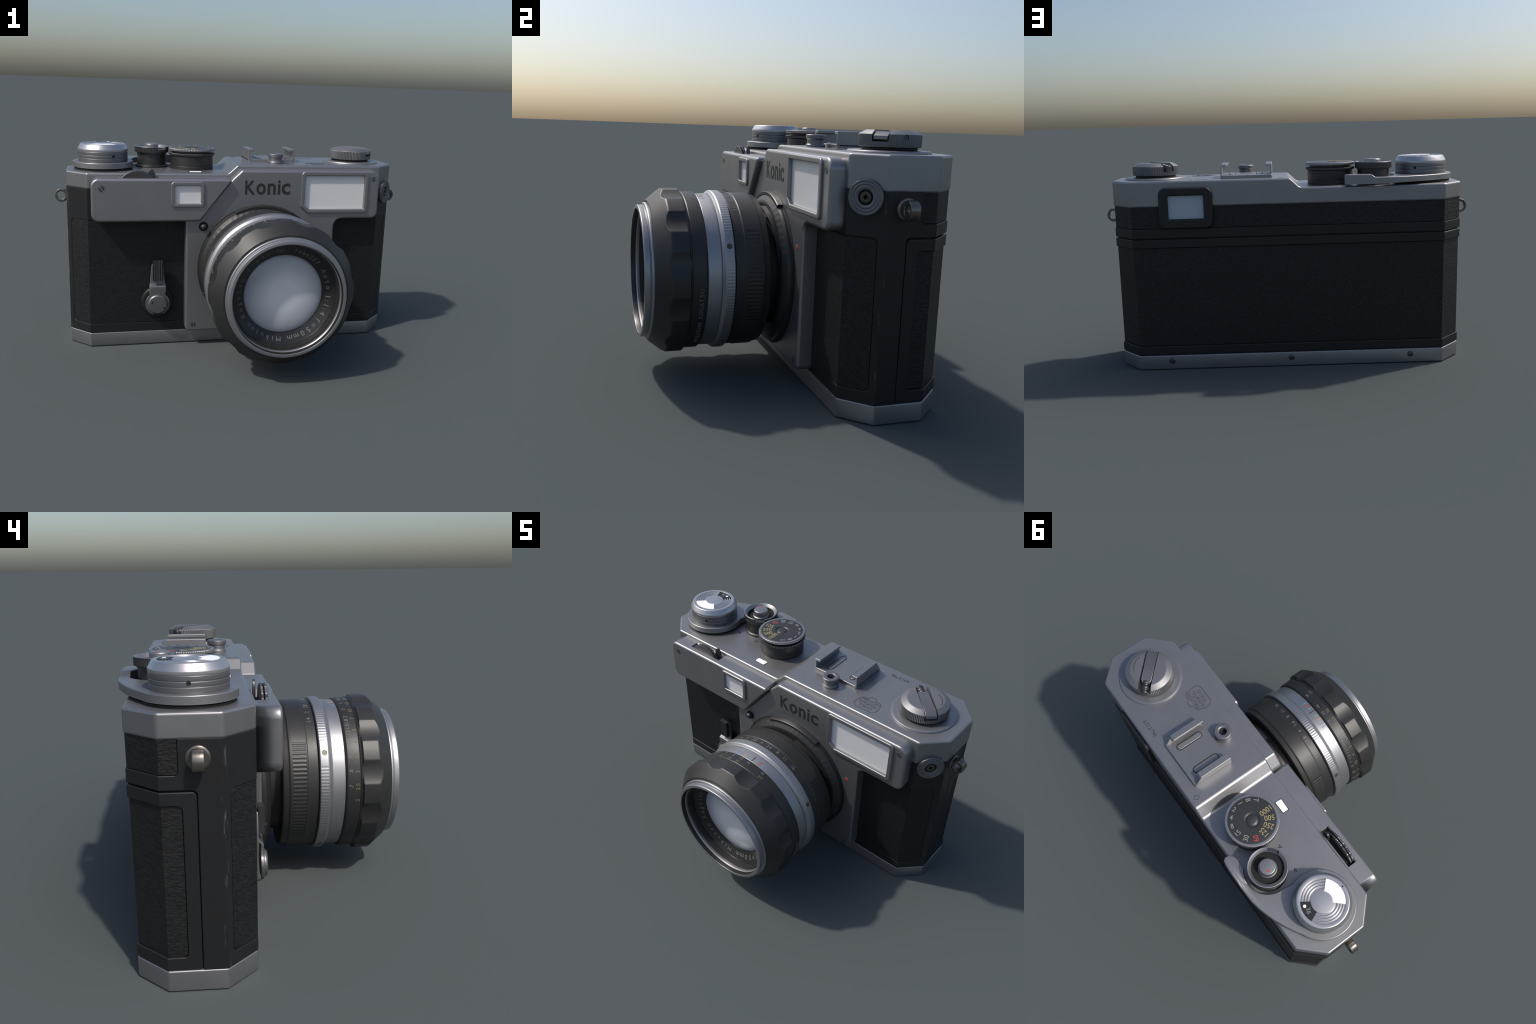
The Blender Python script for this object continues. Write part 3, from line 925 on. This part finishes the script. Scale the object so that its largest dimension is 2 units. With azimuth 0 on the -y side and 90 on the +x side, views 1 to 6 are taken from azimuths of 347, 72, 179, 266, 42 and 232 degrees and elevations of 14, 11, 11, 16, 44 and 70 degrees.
# rear barrel with the aperture scale and two knurled grips
def rear_mod(r, h, t):
    d = math.degrees(t) % 360
    if -.158 < h < -.098 and r > .345 and (min(d, 360 - d) < 38.5 or abs(d - 180) < 38.5):
        return r - .0022 * (.5 - .5 * cos(120 * t)) ** .7
    return r
lens = lathe("lens", [(.20, .020), (.262, .020), (.262, -.054), (.334, -.054), (.3400, -.058), (.3428, -.076), (.3440, -.082), (.3486, -.0865), (.3490, -.097), (.3490, -.0985), (.3490, -.1575), (.3490, -.159), (.3494, -.163), (.3470, -.1660), (.3463, -.172), (.3463, -.208), (.338, -.212), (.20, -.212)],
             "y", LC, LENS_BLACK, root, 600, rear_mod, True, rad=.0012)

def ap_ring(d, only):
    return lambda r, h, t: r - (.0008 * (.5 - .5 * cos(160 * t)) if r > .355 and -.251 < h < -.2175 and only(math.degrees(t) % 360) else 0)
plain_zone = lambda d: not any(abs((d - c + 180) % 360 - 180) < 9 for c in (26.5, 150.5, 231, 310))
lathe("aperture_ring", [(.30, -.211), (.344, -.2125), (.3555, -.2140), (.3590, -.2175), (.3590, -.2510), (.3565, -.2565), (.349, -.2625), (.3455, -.2665), (.30, -.2665)], "y", LC, LENS_SILVER, lens, 800, ap_ring(0, plain_zone), True, rad=.0012)
for a in (26.5, 150.5, -49.4, -129.3):
    lathe("ring_screw", [(0, .0006), (.0085, .0004), (.0115, .0009), (.0135, -.004), (0, -.004)], on_lens(1, 0, a) - Vector(LC), on_lens(.3592, -.236, a), BRASS, lens, 24, rad=.0004)
lathe("depth_scale_ring", [(.30, -.2660), (.3425, -.2665), (.3446, -.2720), (.3446, -.2790), (.3433, -.3250), (.340, -.3290), (.30, -.3290)], "y", LC, LENS_SILVER, lens, 192, None, True, rad=.0012)
scale = lathe("distance_ring", [(.30, -.3275), (.347, -.3285), (.3527, -.3350), (.3535, -.3880), (.3500, -.3940), (.30, -.3940)], "y", LC, LENS_BLACK, lens, 192, None, True, rad=.0018)

# scalloped focusing grip, opening into the front cone
def scallop(r, h, t):
    """Twelve shallow round-bottomed scoops, centred on 15, 45, 75 ... degrees."""
    if r < .345 or h > -.395:
        return r
    u = abs(math.degrees(t) % 30 - 15) / 8.2
    return min(r, .3672 - .0115 * (1 - u * u)) if u < 1 else r
gp = [(.30, -.3925), (.353, -.3925), (.3555, -.3985), (.3665, -.4035), (.3672, -.4045), (.3672, -.4100)]
gp += [(.3672, -.4100 - .0635 * k / 12) for k in range(1, 13)]
gp += [(.3672 - .0506 * k / 22, -.4745 - .0615 * k / 22) for k in range(1, 23)]
gp += [(.3140, -.5380), (.3075, -.5385), (.30, -.5385), (.26, -.5385), (.26, -.40)]
lathe("focus_grip", gp, "y", LC, LENS_BLACK, lens, 720, scallop, True, rad=0, smooth=32)

# bright filter rim
lathe("filter_rim", [(.270, -.535), (.3030, -.536), (.3046, -.5395), (.3046, -.5455), (.3020, -.5495), (.2940, -.5505), (.2905, -.5525), (.2928, -.5560), (.2937, -.5750), (.2922, -.5778), (.2790, -.5788), (.2768, -.5780), (.2768, -.558), (.270, -.550)], "y", LC, LENS_SILVER, lens, 160, None, True, rad=.001)
# black inner well with filter threads stepping down to the name ring
th = [(.2764, -.5772)]
y = -.560
for k in range(5):
    th += [(.2735, y + .002), (.2735, y + .005), (.2765, y + .007), (.2765, y + .0085)]
    y += .0085
th += [(.2680, -.5150), (.2670, -.5085), (.2600, -.5060), (.2560, -.5050), (.2555, -.5022), (.2035, -.4720), (.2015, -.4720), (.2010, -.4660), (.19, -.45), (.285, -.45), (.285, -.5600), (.2780, -.5660), (.2780, -.5772)]
ring = lathe("name_ring", th, "y", LC, plain("name_ring_black", (.016, .016, .016), .34), lens, 160, None, True, rad=.0008)
# front element: a low dome
gl = []
for k in range(15):
    u = k / 14
    gl.append((.2018 * sin(u * pi / 2), -.4650 - .026 * cos(u * pi / 2)))
gl[0] = (0, gl[0][1])
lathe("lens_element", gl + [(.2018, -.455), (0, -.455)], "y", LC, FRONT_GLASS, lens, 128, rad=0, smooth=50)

# ---- writing on the lens
def ring_text(text, a0, a1, size, r=.2285):
    """Characters set clockwise round the name ring (seen from the front), tops outward."""
    it = []
    n = len(text)
    h = -.5022 + (.2555 - r) / (.2555 - .2035) * .0302
    for k, ch in enumerate(text):
        if ch == " ":
            continue
        q = radians(a0 + (a1 - a0) * k / max(1, n - 1))
        e = Vector((cos(q), 0, sin(q)))
        nrm = (Vector((0, -1, 0)) * .866 - e * .5).normalized()
        xd = Vector((sin(q), 0, -cos(q)))
        yd = nrm.cross(xd)
        it.append((ch, Vector((LX, h, LZ)) + e * r + nrm * .0003, xd, yd, size))
    return it
items = ring_text("Mikuton", -95, -140, .036) + ring_text("Kogatsu", -154, -201.5, .036) + ring_text("Japan", -216, -248, .034)
items += ring_text("No. 7486257", 99, 45, .034) + ring_text("Auto", 31, 8, .036) + ring_text("1:1.4", -4, -27, .038) + ring_text("f=50mm", -37, -80, .038)
lettering("name_lettering", items, INK_DIM, ring, .036, .0010)

def barrel_text(marks, r, y, size, flip=False):
    """Characters on the barrel wall, read along the circumference with tops toward the body or front."""
    it = []
    for t, a in marks:
        q = radians(a)
        e = Vector((cos(q), 0, sin(q)))
        tan = Vector((sin(q), 0, -cos(q)))             # clockwise seen from the front
        if flip:
            xd, yd = -tan, Vector((0, -1, 0))
        else:
            xd, yd = tan, Vector((0, 1, 0))
        o = Vector((LX, y, LZ)) + e * (r + .0002)
        it.append((t, o, xd, yd, size))
    return it
lettering("aperture_number", barrel_text([("16", 59), ("11", 69), ("8", 77.5), ("5.6", 86.8), ("4", 95.6), ("2.8", 104.5), ("2", 113.2), ("1.4", 122.4)], .3464, -.1855, .027), INK_DIM, lens, .027, .0010)
lettering("metre_number", barrel_text([("M", 71), ("\u221e", 86.2), ("10", 94.6), ("5", 102.8), ("3", 112.3), ("2", 121), ("1.8", 125.8), ("1.5", 130.5), ("1.2", 136), ("1.2", 142.5), ("1", 148.5), (".9", 154.7), (".8", 164), (".7", 174.8)], .3531, -.3500, .024), INK_DIM, scale, .024, .0010)
lettering("feet_number", barrel_text([("FT", 69.3), ("30", 94.8), ("15", 103.7), ("10", 114.4), ("7", 122.8), ("5", 133.5), ("4", 143), ("3.5", 153), ("3", 164.4), ("2.5", 175), ("2", 185)], .3536, -.3785, .026), plain("ochre_ink", (.16, .14, .075), .6), scale, .026, .0010)
lettering("maker_lettering", barrel_text([(c, -49 + 46 * k / 14) for k, c in enumerate("MIKUTON KOGATSU") if c != " "], .3533, -.3525, .026, True), INK_DIM, scale, .026, .0010)

def tick(name, deg, y0, y1, w, mat):
    bm = bmesh.new()
    vs = []
    for y in (y0, y1):
        rr = .3446 - (.0013 * (-.279 - y) / .046)
        for r, s in ((rr - .002, -1), (rr + .0005, -1), (rr + .0005, 1), (rr - .002, 1)):
            vs.append(bm.verts.new(on_lens(r, y, deg + s * math.degrees(w / 2 / .344))))
    for k in range(4):
        bm.faces.new((vs[k], vs[(k + 1) % 4], vs[4 + (k + 1) % 4], vs[4 + k]))
    bm.faces.new(vs[:4]); bm.faces.new(vs[4:])
    make(name, bm, mat, lens, 0)
for mat, offs in ((INK_BLUE, 17.4), (INK_BLUE, 14.2), (INK_ORANGE, 9.2), (INK_GREEN, 5.2)):
    for sgn in (1, -1):
        mm = INK_RED if (mat is INK_ORANGE and sgn < 0) else (INK_GREY if (offs > 14.5 and sgn < 0) else mat)
        if offs > 16 and sgn < 0:
            continue
        tick("depth_mark", 87 + sgn * offs * (.8 if sgn < 0 else 1), -.296, -.3225, .006 if offs < 12 else .0045, mm)
tick("index_mark", 87, -.287, -.3235, .004, INK_DARK)

# keep the tree to thing > part > sub-part
for ob in list(bpy.data.objects):
    chain = []
    p = ob.parent
    while p:
        chain.append(p)
        p = p.parent
    if len(chain) > 2:
        ob.parent = chain[-2]
